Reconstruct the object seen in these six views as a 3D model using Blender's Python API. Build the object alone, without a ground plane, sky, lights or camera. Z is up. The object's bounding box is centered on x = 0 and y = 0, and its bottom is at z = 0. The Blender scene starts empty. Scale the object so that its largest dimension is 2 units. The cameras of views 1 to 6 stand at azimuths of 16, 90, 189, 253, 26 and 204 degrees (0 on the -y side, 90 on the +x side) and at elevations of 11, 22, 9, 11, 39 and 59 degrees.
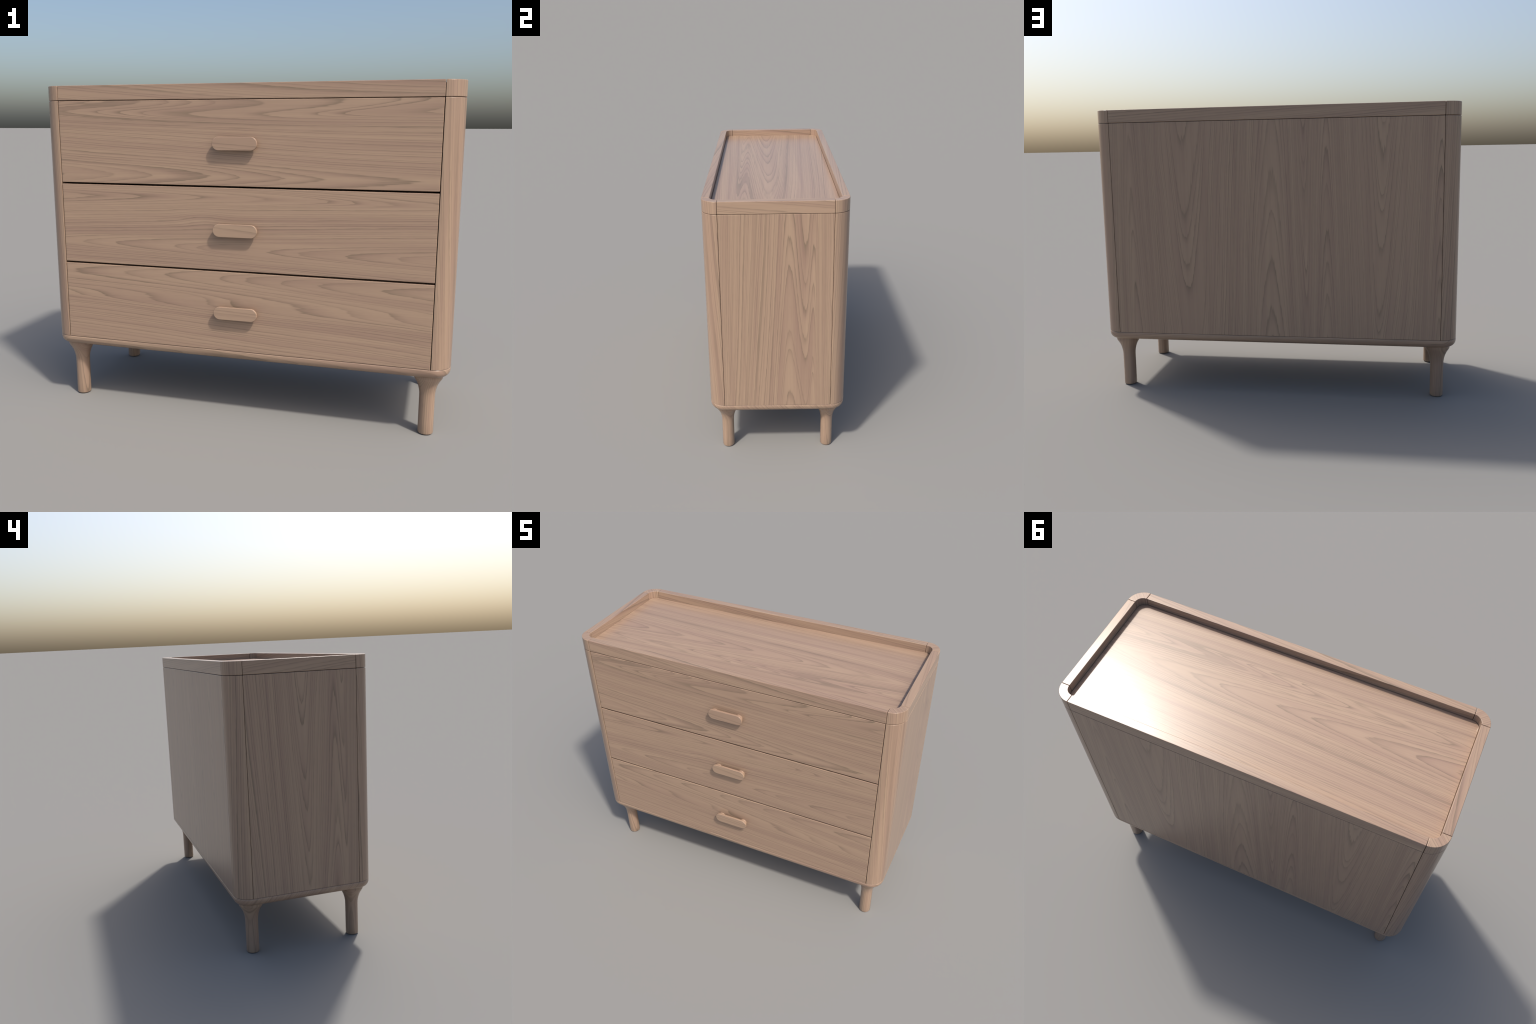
# Three-drawer oak dresser with rounded corner posts, a tray-like top rim,
# bar pulls on round studs and four turned, flared legs.
import bpy, bmesh, math
from mathutils import Vector

# ------------------------------------------------------------------ sizes (m)
HALF_W = 1.000            # outer half width
Y_FRONT, Y_BACK = -0.3868, 0.4168
Y_MID = 0.5 * (Y_FRONT + Y_BACK)
R = 0.0885                # outer corner radius of posts, rim and base
SX = HALF_W - R           # |x| where posts meet front / back
SYF, SYB = Y_FRONT + R, Y_BACK - R
Z_FLOOR_SLAB, Z_SLAB_TOP = 0.2962, 0.3420
Z_BODY_TOP = 1.5380
Z_RIM_TOP = 1.6092
Z_TRAY = 1.5645
RIM_T = 0.0445
GAPS = (1.1395, 0.7385)   # heights of the gaps between drawers
HANDLE_Z = (1.3390, 0.9380, 0.5370)
SEAM = 0.0009

scene = bpy.context.scene
coll = scene.collection


# ------------------------------------------------------------------ materials
class Nodes:
    """Tiny helper that wires shader maths."""
    def __init__(self, name):
        self.mat = bpy.data.materials.new(name)
        self.mat.use_nodes = True
        self.nt = self.mat.node_tree
        self.nt.nodes.clear()

    def add(self, kind, **props):
        n = self.nt.nodes.new(kind)
        for k, v in props.items():
            setattr(n, k, v)
        return n

    def put(self, sock, val):
        if isinstance(val, bpy.types.NodeSocket):
            self.nt.links.new(val, sock)
        else:
            sock.default_value = val

    def m(self, op, a, b=None, c=None, clamp=False):
        n = self.add('ShaderNodeMath', operation=op, use_clamp=clamp)
        self.put(n.inputs[0], a)
        if b is not None:
            self.put(n.inputs[1], b)
        if c is not None:
            self.put(n.inputs[2], c)
        return n.outputs[0]

    def vec(self, x, y, z):
        n = self.add('ShaderNodeCombineXYZ')
        for s, v in zip(n.inputs, (x, y, z)):
            self.put(s, v)
        return n.outputs[0]

    def noise(self, v, scale=1.0, detail=2.0, rough=0.5, dims='3D', w=None):
        n = self.add('ShaderNodeTexNoise', noise_dimensions=dims)
        if v is not None:
            self.put(n.inputs['Vector'], v)
        if w is not None:
            self.put(n.inputs['W'], w)
        n.inputs['Scale'].default_value = scale
        n.inputs['Detail'].default_value = detail
        n.inputs['Roughness'].default_value = rough
        return n.outputs[0]

    def ramp(self, fac, stops, interp='LINEAR'):
        n = self.add('ShaderNodeValToRGB')
        n.color_ramp.interpolation = interp
        el = n.color_ramp.elements
        while len(el) < len(stops):
            el.new(0.5)
        for e, (p, c) in zip(el, stops):
            e.position = p
            e.color = (c, c, c, 1) if isinstance(c, (int, float)) else (*c, 1)
        self.put(n.inputs[0], fac)
        return n.outputs[0]

    def mix(self, fac, a, b, blend='MIX'):
        n = self.add('ShaderNodeMix', data_type='RGBA', blend_type=blend)
        self.put(n.inputs[0], fac)
        for s, v in ((n.inputs[6], a), (n.inputs[7], b)):
            self.put(s, v if isinstance(v, bpy.types.NodeSocket) else (*v, 1))
        return n.outputs[2]


TAN = (0.384, 0.265, 0.182)       # pale early wood
PINK = (0.292, 0.188, 0.140)      # rosy late wood
GRAIN = (0.205, 0.150, 0.100)     # grey-brown edge of each growth ring


def wood(name, along, across, slope=4.5, hearts=(), knots=(), pith=None, tilt=0.0,
         wander=1.5, streaks=0.0, seed=0.0, contrast=1.0, flip=1.0):
    """Flat-sawn oak.  'along' and 'across' weigh object x, y, z into the
    direction of the grain (s) and the direction over the board (t).  Each
    heart (t0, width, height) bends the rings into a cathedral arch whose tip
    points along +s for negative heights and along -s for positive ones; each
    knot (s0, t0, length, width, height) makes the rings part around an eye.
    A pith (t0, tip radius, rings per metre) lays one set of nested hyperbolic
    arches over the whole board, running out into straight grain on both sides."""
    g = Nodes(name)
    tc = g.add('ShaderNodeTexCoord')
    sep = g.add('ShaderNodeSeparateXYZ')
    g.put(sep.inputs[0], tc.outputs['Object'])

    def weigh(w):
        acc = None
        for i, k in enumerate(w):
            if k:
                t = g.m('MULTIPLY', sep.outputs[i], k)
                acc = t if acc is None else g.m('ADD', acc, t)
        return acc
    s, t = weigh(along), weigh(across)

    def grain_noise(ks, kt, off, detail=2.0, rough=0.5):
        return g.noise(g.vec(g.m('MULTIPLY', s, ks), g.m('MULTIPLY', t, kt), seed + off), 1.0, detail, rough)

    # slow drift of the fibres: long in s, short in t
    low = grain_noise(0.5, 2.2, 0.0, 1.0)
    mid = grain_noise(0.55, 7.0, 3.1, 0.0)
    fine = grain_noise(0.5, 26.0, 4.7, 1.0)
    tw = g.m('MULTIPLY_ADD', g.m('SUBTRACT', low, 0.5), 0.07, t)
    tw = g.m('MULTIPLY_ADD', g.m('SUBTRACT', mid, 0.5), 0.012, tw)
    f = g.m('MULTIPLY', s, slope)
    if tilt:
        f = g.m('MULTIPLY_ADD', tw, tilt, f)

    def bell(v, c, w):
        d = g.m('DIVIDE', g.m('SUBTRACT', v, c), w)
        return g.m('MULTIPLY', d, d)
    if pith:
        t0, rad, dens = pith
        d = g.m('SUBTRACT', tw, t0)
        f = g.m('MULTIPLY_ADD', g.m('SQRT', g.m('MULTIPLY_ADD', d, d, rad * rad)), dens, f)
    for t0, width, height in hearts:
        e = g.m('POWER', math.e, g.m('MULTIPLY', bell(tw, t0, width), -1.0))
        f = g.m('MULTIPLY_ADD', e, height * 1.35, f)
    for s0, t0, length, width, height in knots:
        q = g.m('ADD', bell(s, s0, length), bell(tw, t0, width))
        e = g.m('POWER', math.e, g.m('MULTIPLY', q, -1.0))
        f = g.m('MULTIPLY_ADD', e, height, f)
    if streaks:     # nearly parallel rings that swell and pinch across the board
        f = g.m('MULTIPLY_ADD', grain_noise(0.12, 5.5, 21.0, 0.0), streaks, f)
    f = g.m('MULTIPLY_ADD', low, wander, f)
    f = g.m('MULTIPLY_ADD', mid, wander * 1.4, f)
    f = g.m('MULTIPLY_ADD', fine, wander * 0.22, f)
    # uneven ring widths and ragged, flame-like ring edges
    f = g.m('MULTIPLY_ADD', g.noise(None, 0.45, 1.0, 0.5, '1D', g.m('ADD', f, seed)), 2.2, f)
    rag = grain_noise(4.5, 170.0, 7.7, 2.0, 0.6)
    f = g.m('MULTIPLY_ADD', g.m('SUBTRACT', rag, 0.5), 0.34, f)
    f = g.m('MULTIPLY', f, flip)

    # one growth ring: clear wood, rosy late wood, dark edge, then sharply back
    p = g.m('FRACT', f)
    ring = g.add('ShaderNodeTexWhiteNoise', noise_dimensions='1D')
    g.put(ring.inputs['W'], g.m('FLOOR', f))
    ring = ring.outputs[0]
    late = g.ramp(p, [(0.0, 0.12), (0.05, 0.0), (0.38, 0.05), (0.68, 0.60), (0.90, 1.0), (0.985, 1.0), (1.0, 0.3)])
    late = g.m('MULTIPLY', late, g.m('MULTIPLY_ADD', g.m('MULTIPLY', ring, ring), 0.62, 0.38))
    edge = g.ramp(p, [(0.0, 0.35), (0.04, 0.0), (0.66, 0.0), (0.86, 0.45), (0.965, 1.0), (1.0, 0.55)])
    fade = g.ramp(grain_noise(1.5, 22.0, 11.0), [(0.30, 0.40), (0.60, 1.0)])
    edge = g.m('MULTIPLY', g.m('MULTIPLY', edge, fade), g.m('MULTIPLY_ADD', ring, 0.55, 0.45))
    broad = g.ramp(g.noise(None, 0.26, 1.0, 0.5, '1D', g.m('ADD', f, seed * 2.3)), [(0.46, 0.0), (0.62, 1.0)])
    fibre = grain_noise(4.0, 330.0, 5.0, 3.0, 0.65)
    pores = g.ramp(grain_noise(20.0, 620.0, 9.0, 1.0), [(0.56, 0.0), (0.70, 1.0)])
    pores = g.m('MULTIPLY', pores, g.m('MULTIPLY_ADD', late, 0.7, 0.15))

    strip = g.ramp(grain_noise(0.25, 26.0, 27.0, 2.0, 0.6), [(0.42, 0.0), (0.62, 1.0)])
    rosy = g.m('MULTIPLY_ADD', broad, 0.30, g.m('MULTIPLY_ADD', late, 0.66, g.m('MULTIPLY', strip, 0.30)))
    col = g.mix(g.m('MULTIPLY', rosy, contrast, clamp=True), TAN, PINK)
    col = g.mix(g.m('MULTIPLY', edge, 1.0 * contrast, clamp=True), col, GRAIN)
    col = g.mix(g.m('MULTIPLY', pores, 0.42 * contrast, clamp=True), col, (0.17, 0.125, 0.088))
    shade = g.m('MULTIPLY_ADD', g.m('SUBTRACT', fibre, 0.5), 0.24, 1.0)
    col = g.mix(1.0, col, g.vec(shade, shade, shade), 'MULTIPLY')

    h = g.m('MULTIPLY_ADD', edge, -0.6, g.m('MULTIPLY', fibre, 0.5))
    bump = g.add('ShaderNodeBump')
    bump.inputs['Strength'].default_value = 0.015
    bump.inputs['Distance'].default_value = 0.002
    g.put(bump.inputs['Height'], h)

    bsdf = g.add('ShaderNodeBsdfPrincipled')
    g.put(bsdf.inputs['Base Color'], col)
    bsdf.inputs['Roughness'].default_value = 0.275
    bsdf.inputs['IOR'].default_value = 1.5
    g.put(bsdf.inputs['Normal'], bump.outputs[0])
    out = g.add('ShaderNodeOutputMaterial')
    g.nt.links.new(bsdf.outputs[0], out.inputs[0])
    return g.mat


# ------------------------------------------------------------------ mesh tools
def finish(bm, name, mat, parent, bevel=0.0, segments=3):
    """bmesh -> object; optional rounded edges baked in with flat-face normals."""
    bmesh.ops.recalc_face_normals(bm, faces=bm.faces)
    me = bpy.data.meshes.new(name)
    bm.to_mesh(me)
    bm.free()
    me.polygons.foreach_set('use_smooth', [True] * len(me.polygons))
    ob = bpy.data.objects.new(name, me)
    coll.objects.link(ob)
    if bevel:
        b = ob.modifiers.new('round', 'BEVEL')
        b.width, b.segments, b.limit_method = bevel, segments, 'ANGLE'
        b.angle_limit = math.radians(30)
        b.harden_normals = True
        dg = bpy.context.evaluated_depsgraph_get()
        baked = bpy.data.meshes.new_from_object(ob.evaluated_get(dg))
        ob.modifiers.clear()
        ob.data = baked
        bpy.data.meshes.remove(me)
        baked.name = name
    else:
        me.set_sharp_from_angle(angle=math.radians(38))
    ob.data.materials.clear()
    ob.data.materials.append(mat)
    ob.parent = parent
    return ob


def prism(pts, axis, lo, hi):
    """Extrude a closed 2D outline; axis is the extrusion direction."""
    bm = bmesh.new()
    def v(p, h):
        return {'z': (p[0], p[1], h), 'y': (p[0], h, p[1]), 'x': (h, p[0], p[1])}[axis]
    a = [bm.verts.new(v(p, lo)) for p in pts]
    b = [bm.verts.new(v(p, hi)) for p in pts]
    bm.faces.new(a)
    bm.faces.new(b)
    n = len(pts)
    for i in range(n):
        bm.faces.new((a[i], a[(i + 1) % n], b[(i + 1) % n], b[i]))
    return bm


def box(x0, x1, y0, y1, z0, z1):
    return prism([(x0, y0), (x1, y0), (x1, y1), (x0, y1)], 'z', z0, z1)


def arc(cx, cy, r, a0, a1, n=20):
    return [(cx + r * math.cos(a0 + (a1 - a0) * i / n), cy + r * math.sin(a0 + (a1 - a0) * i / n))
            for i in range(n + 1)]


def rounded_rect(inset, radius, n=14):
    """Outline of the dresser's plan, pulled in by 'inset'."""
    x, yf, yb = HALF_W - inset, Y_FRONT + inset, Y_BACK - inset
    q = math.pi / 2
    pts = []
    for cx, cy, a in ((x - radius, yb - radius, 0), (-x + radius, yb - radius, q),
                      (-x + radius, yf + radius, 2 * q), (x - radius, yf + radius, 3 * q)):
        pts += arc(cx, cy, radius, a, a + q, n)
    return pts


def loft(rings, cap=True):
    bm = bmesh.new()
    vs = [[bm.verts.new(p) for p in ring] for ring in rings]
    n = len(vs[0])
    for a, b in zip(vs, vs[1:]):
        for i in range(n):
            bm.faces.new((a[i], a[(i + 1) % n], b[(i + 1) % n], b[i]))
    if cap:
        bm.faces.new(vs[0])
        bm.faces.new(vs[-1])
    return bm


def corner_piece(qx, qy, inner, z0, z1):
    """Quarter ring standing in one corner (qx, qy = +-1)."""
    cx = qx * SX
    cy = SYB if qy > 0 else SYF
    a0 = {(1, 1): 0, (-1, 1): 1, (-1, -1): 2, (1, -1): 3}[(qx, qy)] * math.pi / 2
    e = SEAM / R                        # leave a hairline at both ends
    pts = arc(cx, cy, R, a0 + e, a0 + math.pi / 2 - e, 28)
    pts += arc(cx, cy, inner, a0 + math.pi / 2 - e * R / inner, a0 + e * R / inner, 28)
    return prism(pts, 'z', z0, z1)


# ------------------------------------------------------------------ the dresser
dresser = bpy.data.objects.new('dresser', None)
coll.objects.link(dresser)
dresser["label"] = "three-drawer light oak dresser with rounded corners and turned legs"
dresser["category"] = "dresser"

X, Y, Z = (1, 0, 0), (0, 1, 0), (0, 0, 1)

# --- drawers with pulls
drawer_woods = (
    wood('oak_drawer_upper', X, Z, 4.4,
         [(1.468, 0.055, 6)], pith=(1.19, 0.045, 80), streaks=3, seed=1.3),
    wood('oak_drawer_middle', X, Z, 4.4,
         [(1.075, 0.07, -8), (0.848, 0.085, 7), (0.75, 0.05, -3)],
         [(-0.17, 0.990, 0.12, 0.038, 1.7)], streaks=6, seed=4.2, flip=-1),
    wood('oak_drawer_lower', X, Z, 4.4,
         [(0.54, 0.04, 2)], pith=(0.690, 0.05, -75), streaks=3, seed=8.6, flip=-1),
)
handle_wood = wood('oak_handle', X, (0, 0.5, 1), 3.0, tilt=45, seed=2.2, contrast=0.9)
g = 0.0040
spans = ((GAPS[0] + g, Z_BODY_TOP - 0.0020), (GAPS[1] + g, GAPS[0] - g), (Z_SLAB_TOP + 0.0008, GAPS[1] - g))
BAR_HALF, BAR_H = 0.1075, 0.0310
Y_PULL = -Y_BACK
for (z0, z1), hz, mat in zip(spans, HANDLE_Z, drawer_woods):
    drawer = finish(box(-SX + 0.0022, SX - 0.0022, Y_FRONT, Y_FRONT + 0.148, z0, z1),
                    'drawer', mat, dresser, 0.0028)
    # pull: stadium bar standing off on two round studs
    c = BAR_HALF - BAR_H
    q = math.pi / 2
    bm = prism(arc(c, hz, BAR_H, -q, q, 24) + arc(-c, hz, BAR_H, q, 3 * q, 24), 'y', Y_PULL, Y_PULL + 0.0135)
    handle = finish(bm, 'handle', handle_wood, drawer, 0.0026)
    studs = bmesh.new()
    for sx in (-c, c):
        rings = []
        for yy, rr in ((Y_PULL + 0.012, 0.0225), (Y_PULL + 0.018, 0.0212),
                       (Y_FRONT - 0.004, 0.0212), (Y_FRONT + 0.001, 0.0225)):
            rings.append([(sx + rr * math.cos(k * math.pi / 16), yy, hz + rr * math.sin(k * math.pi / 16))
                          for k in range(32)])
        part = loft(rings)
        tmp = bpy.data.meshes.new('tmp')
        part.to_mesh(tmp)
        part.free()
        studs.from_mesh(tmp)
        bpy.data.meshes.remove(tmp)
    finish(studs, 'handle_stud', handle_wood, drawer)

# --- side and back panels
side_right = wood('oak_side_right', Z, Y, 4.5,
                  [(0.224, 0.04, -5)],
                  [(1.07, 0.300, 0.12, 0.024, 1.2)], pith=(0.078, 0.035, 85), streaks=4, seed=5.4)
side_left = wood('oak_side_left', Z, Y, 4.5,
                 [(-0.24, 0.05, 6)], pith=(0.0, 0.035, -85), streaks=4, seed=9.9, flip=-1)
back_wood = wood('oak_back', Z, X, 4.8,
                 [(0.78, 0.10, -10), (0.47, 0.16, 13), (0.0, 0.17, -11), (-0.18, 0.05, 4),
                  (-0.30, 0.09, -8), (-0.60, 0.15, 13), (-0.88, 0.10, -9)],
                 [(1.33, 0.640, 0.16, 0.030, 1.8)], streaks=10, seed=7.1)
zp0, zp1 = Z_SLAB_TOP + 0.0006, Z_BODY_TOP - 0.0011
for x0, x1, mat in ((HALF_W - 0.03, HALF_W, side_right), (-HALF_W, -HALF_W + 0.03, side_left)):
    finish(box(x0, x1, SYF + SEAM, SYB - SEAM, zp0, zp1), 'side_panel', mat, dresser, 0.0020)
finish(box(-SX + SEAM, SX - SEAM, Y_BACK - 0.03, Y_BACK, zp0, zp1), 'back_panel', back_wood, dresser, 0.0020)

# --- quarter-round corner posts
for i, (qx, qy) in enumerate(((1, -1), (-1, -1), (1, 1), (-1, 1))):
    mat = wood('oak_post', Z, (1, -qx * qy, 0), 3.5, tilt=62, wander=2.5, seed=12.0 + 2.7 * i)
    finish(corner_piece(qx, qy, R - 0.045, zp0, zp1), 'corner_post', mat, dresser, 0.0020)

# --- carcass behind the fronts: keeps the gaps dark and the body closed
carcass_wood = wood('oak_carcass', X, (0, 1, 1), tilt=60, seed=20.0)
finish(box(-SX - 0.03, SX + 0.03, Y_FRONT + 0.150, Y_BACK - 0.031, Z_SLAB_TOP - 0.01, Z_BODY_TOP - 0.01),
       'carcass', carcass_wood, dresser)

# --- top: sunken tray panel framed by a rim of four rails and four corners
top_wood = wood('oak_top', X, Y, 4.5,
                [(-0.20, 0.035, -4)], pith=(-0.03, 0.05, 90), streaks=3, seed=15.3)
tray = [rounded_rect(RIM_T + 0.0012, R - RIM_T - 0.0012)]
finish(prism(tray[0], 'z', Z_BODY_TOP - 0.006, Z_TRAY), 'tray_panel', top_wood, dresser, 0.0022)
rz0, rz1 = Z_BODY_TOP + 0.0011, Z_RIM_TOP
long_rail = wood('oak_long_rail', X, (0, 1, 1), 4.0, tilt=55, seed=17.0)
short_rail = wood('oak_short_rail', Y, (1, 0, 1), 4.0, tilt=55, seed=19.0)
for y0, y1 in ((Y_FRONT, Y_FRONT + RIM_T), (Y_BACK - RIM_T, Y_BACK)):
    finish(box(-SX + SEAM, SX - SEAM, y0, y1, rz0, rz1), 'rim_rail', long_rail, dresser, 0.0026)
for x0, x1 in ((HALF_W - RIM_T, HALF_W), (-HALF_W, -HALF_W + RIM_T)):
    finish(box(x0, x1, SYF + SEAM, SYB - SEAM, rz0, rz1), 'rim_rail', short_rail, dresser, 0.0026)
for i, (qx, qy) in enumerate(((1, -1), (-1, -1), (1, 1), (-1, 1))):
    mat = wood('oak_rim_corner', Z, (1, -qx * qy, 0), 2.0, tilt=65, wander=2.0, seed=31.0 + 1.9 * i)
    finish(corner_piece(qx, qy, R - RIM_T, rz0, rz1), 'rim_corner', mat, dresser, 0.0026)

# --- loose tongues that lock the rim joints and close them from behind
for qx in (-1, 1):
    for qy in (-1, 1):
        yo = Y_BACK if qy > 0 else Y_FRONT
        ys = SYB if qy > 0 else SYF
        y0, y1 = sorted((yo - qy * 0.016, yo - qy * 0.026))
        finish(box(qx * SX - 0.012, qx * SX + 0.012, y0, y1, rz0 + 0.004, rz1 - 0.012), 'rim_tongue', carcass_wood, dresser)
        x0, x1 = sorted((qx * (HALF_W - 0.016), qx * (HALF_W - 0.026)))
        finish(box(x0, x1, ys - 0.012, ys + 0.012, rz0 + 0.004, rz1 - 0.012), 'rim_tongue', carcass_wood, dresser)

# --- base board with a rounded-over lower edge
RO = 0.034
prof = [(RO + 0.0, Z_FLOOR_SLAB)]
for k in range(1, 10):
    a = math.pi / 2 * k / 9
    prof.append((RO * (1 - math.sin(a)), Z_FLOOR_SLAB + RO * (1 - math.cos(a))))
prof += [(0.0, Z_SLAB_TOP - 0.004), (0.0006, Z_SLAB_TOP - 0.0020), (0.0022, Z_SLAB_TOP - 0.0004), (0.0040, Z_SLAB_TOP - 0.0004)]
base_wood = wood('oak_base', X, (0, 1, 0.8), 3.0, tilt=60, wander=2.5, seed=23.0)
finish(loft([[(x, y, z) for x, y in rounded_rect(i, R - i)] for i, z in prof]), 'base_board', base_wood, dresser)

# --- turned legs flaring into a collar under the base
LEG_X, LEG_DY, LEG_Y = 0.9018, 0.3038, 0.0142
leg_prof = [(0.0300, 0.0000), (0.0333, 0.0008), (0.0350, 0.0028), (0.0359, 0.0060), (0.0359, 0.0600),
            (0.0359, 0.1200), (0.0359, 0.1650), (0.0360, 0.1800), (0.0364, 0.1950), (0.0376, 0.2060),
            (0.0395, 0.2170), (0.0422, 0.2280), (0.0457, 0.2390), (0.0498, 0.2490), (0.0546, 0.2580),
            (0.0595, 0.2660), (0.0640, 0.2730), (0.0668, 0.2785), (0.0680, 0.2835), (0.0682, 0.2975)]
SEG = 56
for i, (qx, qy) in enumerate(((1, -1), (-1, -1), (1, 1), (-1, 1))):
    cx, cy = qx * LEG_X, LEG_Y + qy * LEG_DY
    rings = [[(cx + r * math.cos(2 * math.pi * k / SEG), cy + r * math.sin(2 * math.pi * k / SEG), z)
              for k in range(SEG)] for r, z in leg_prof]
    mat = wood('oak_leg', (0.0, 0.25, 1.0), (1, 0.55 * qx, 0), 3.5, tilt=80, wander=2.5, seed=41.0 + 3.3 * i)
    finish(loft(rings), 'leg', mat, dresser)
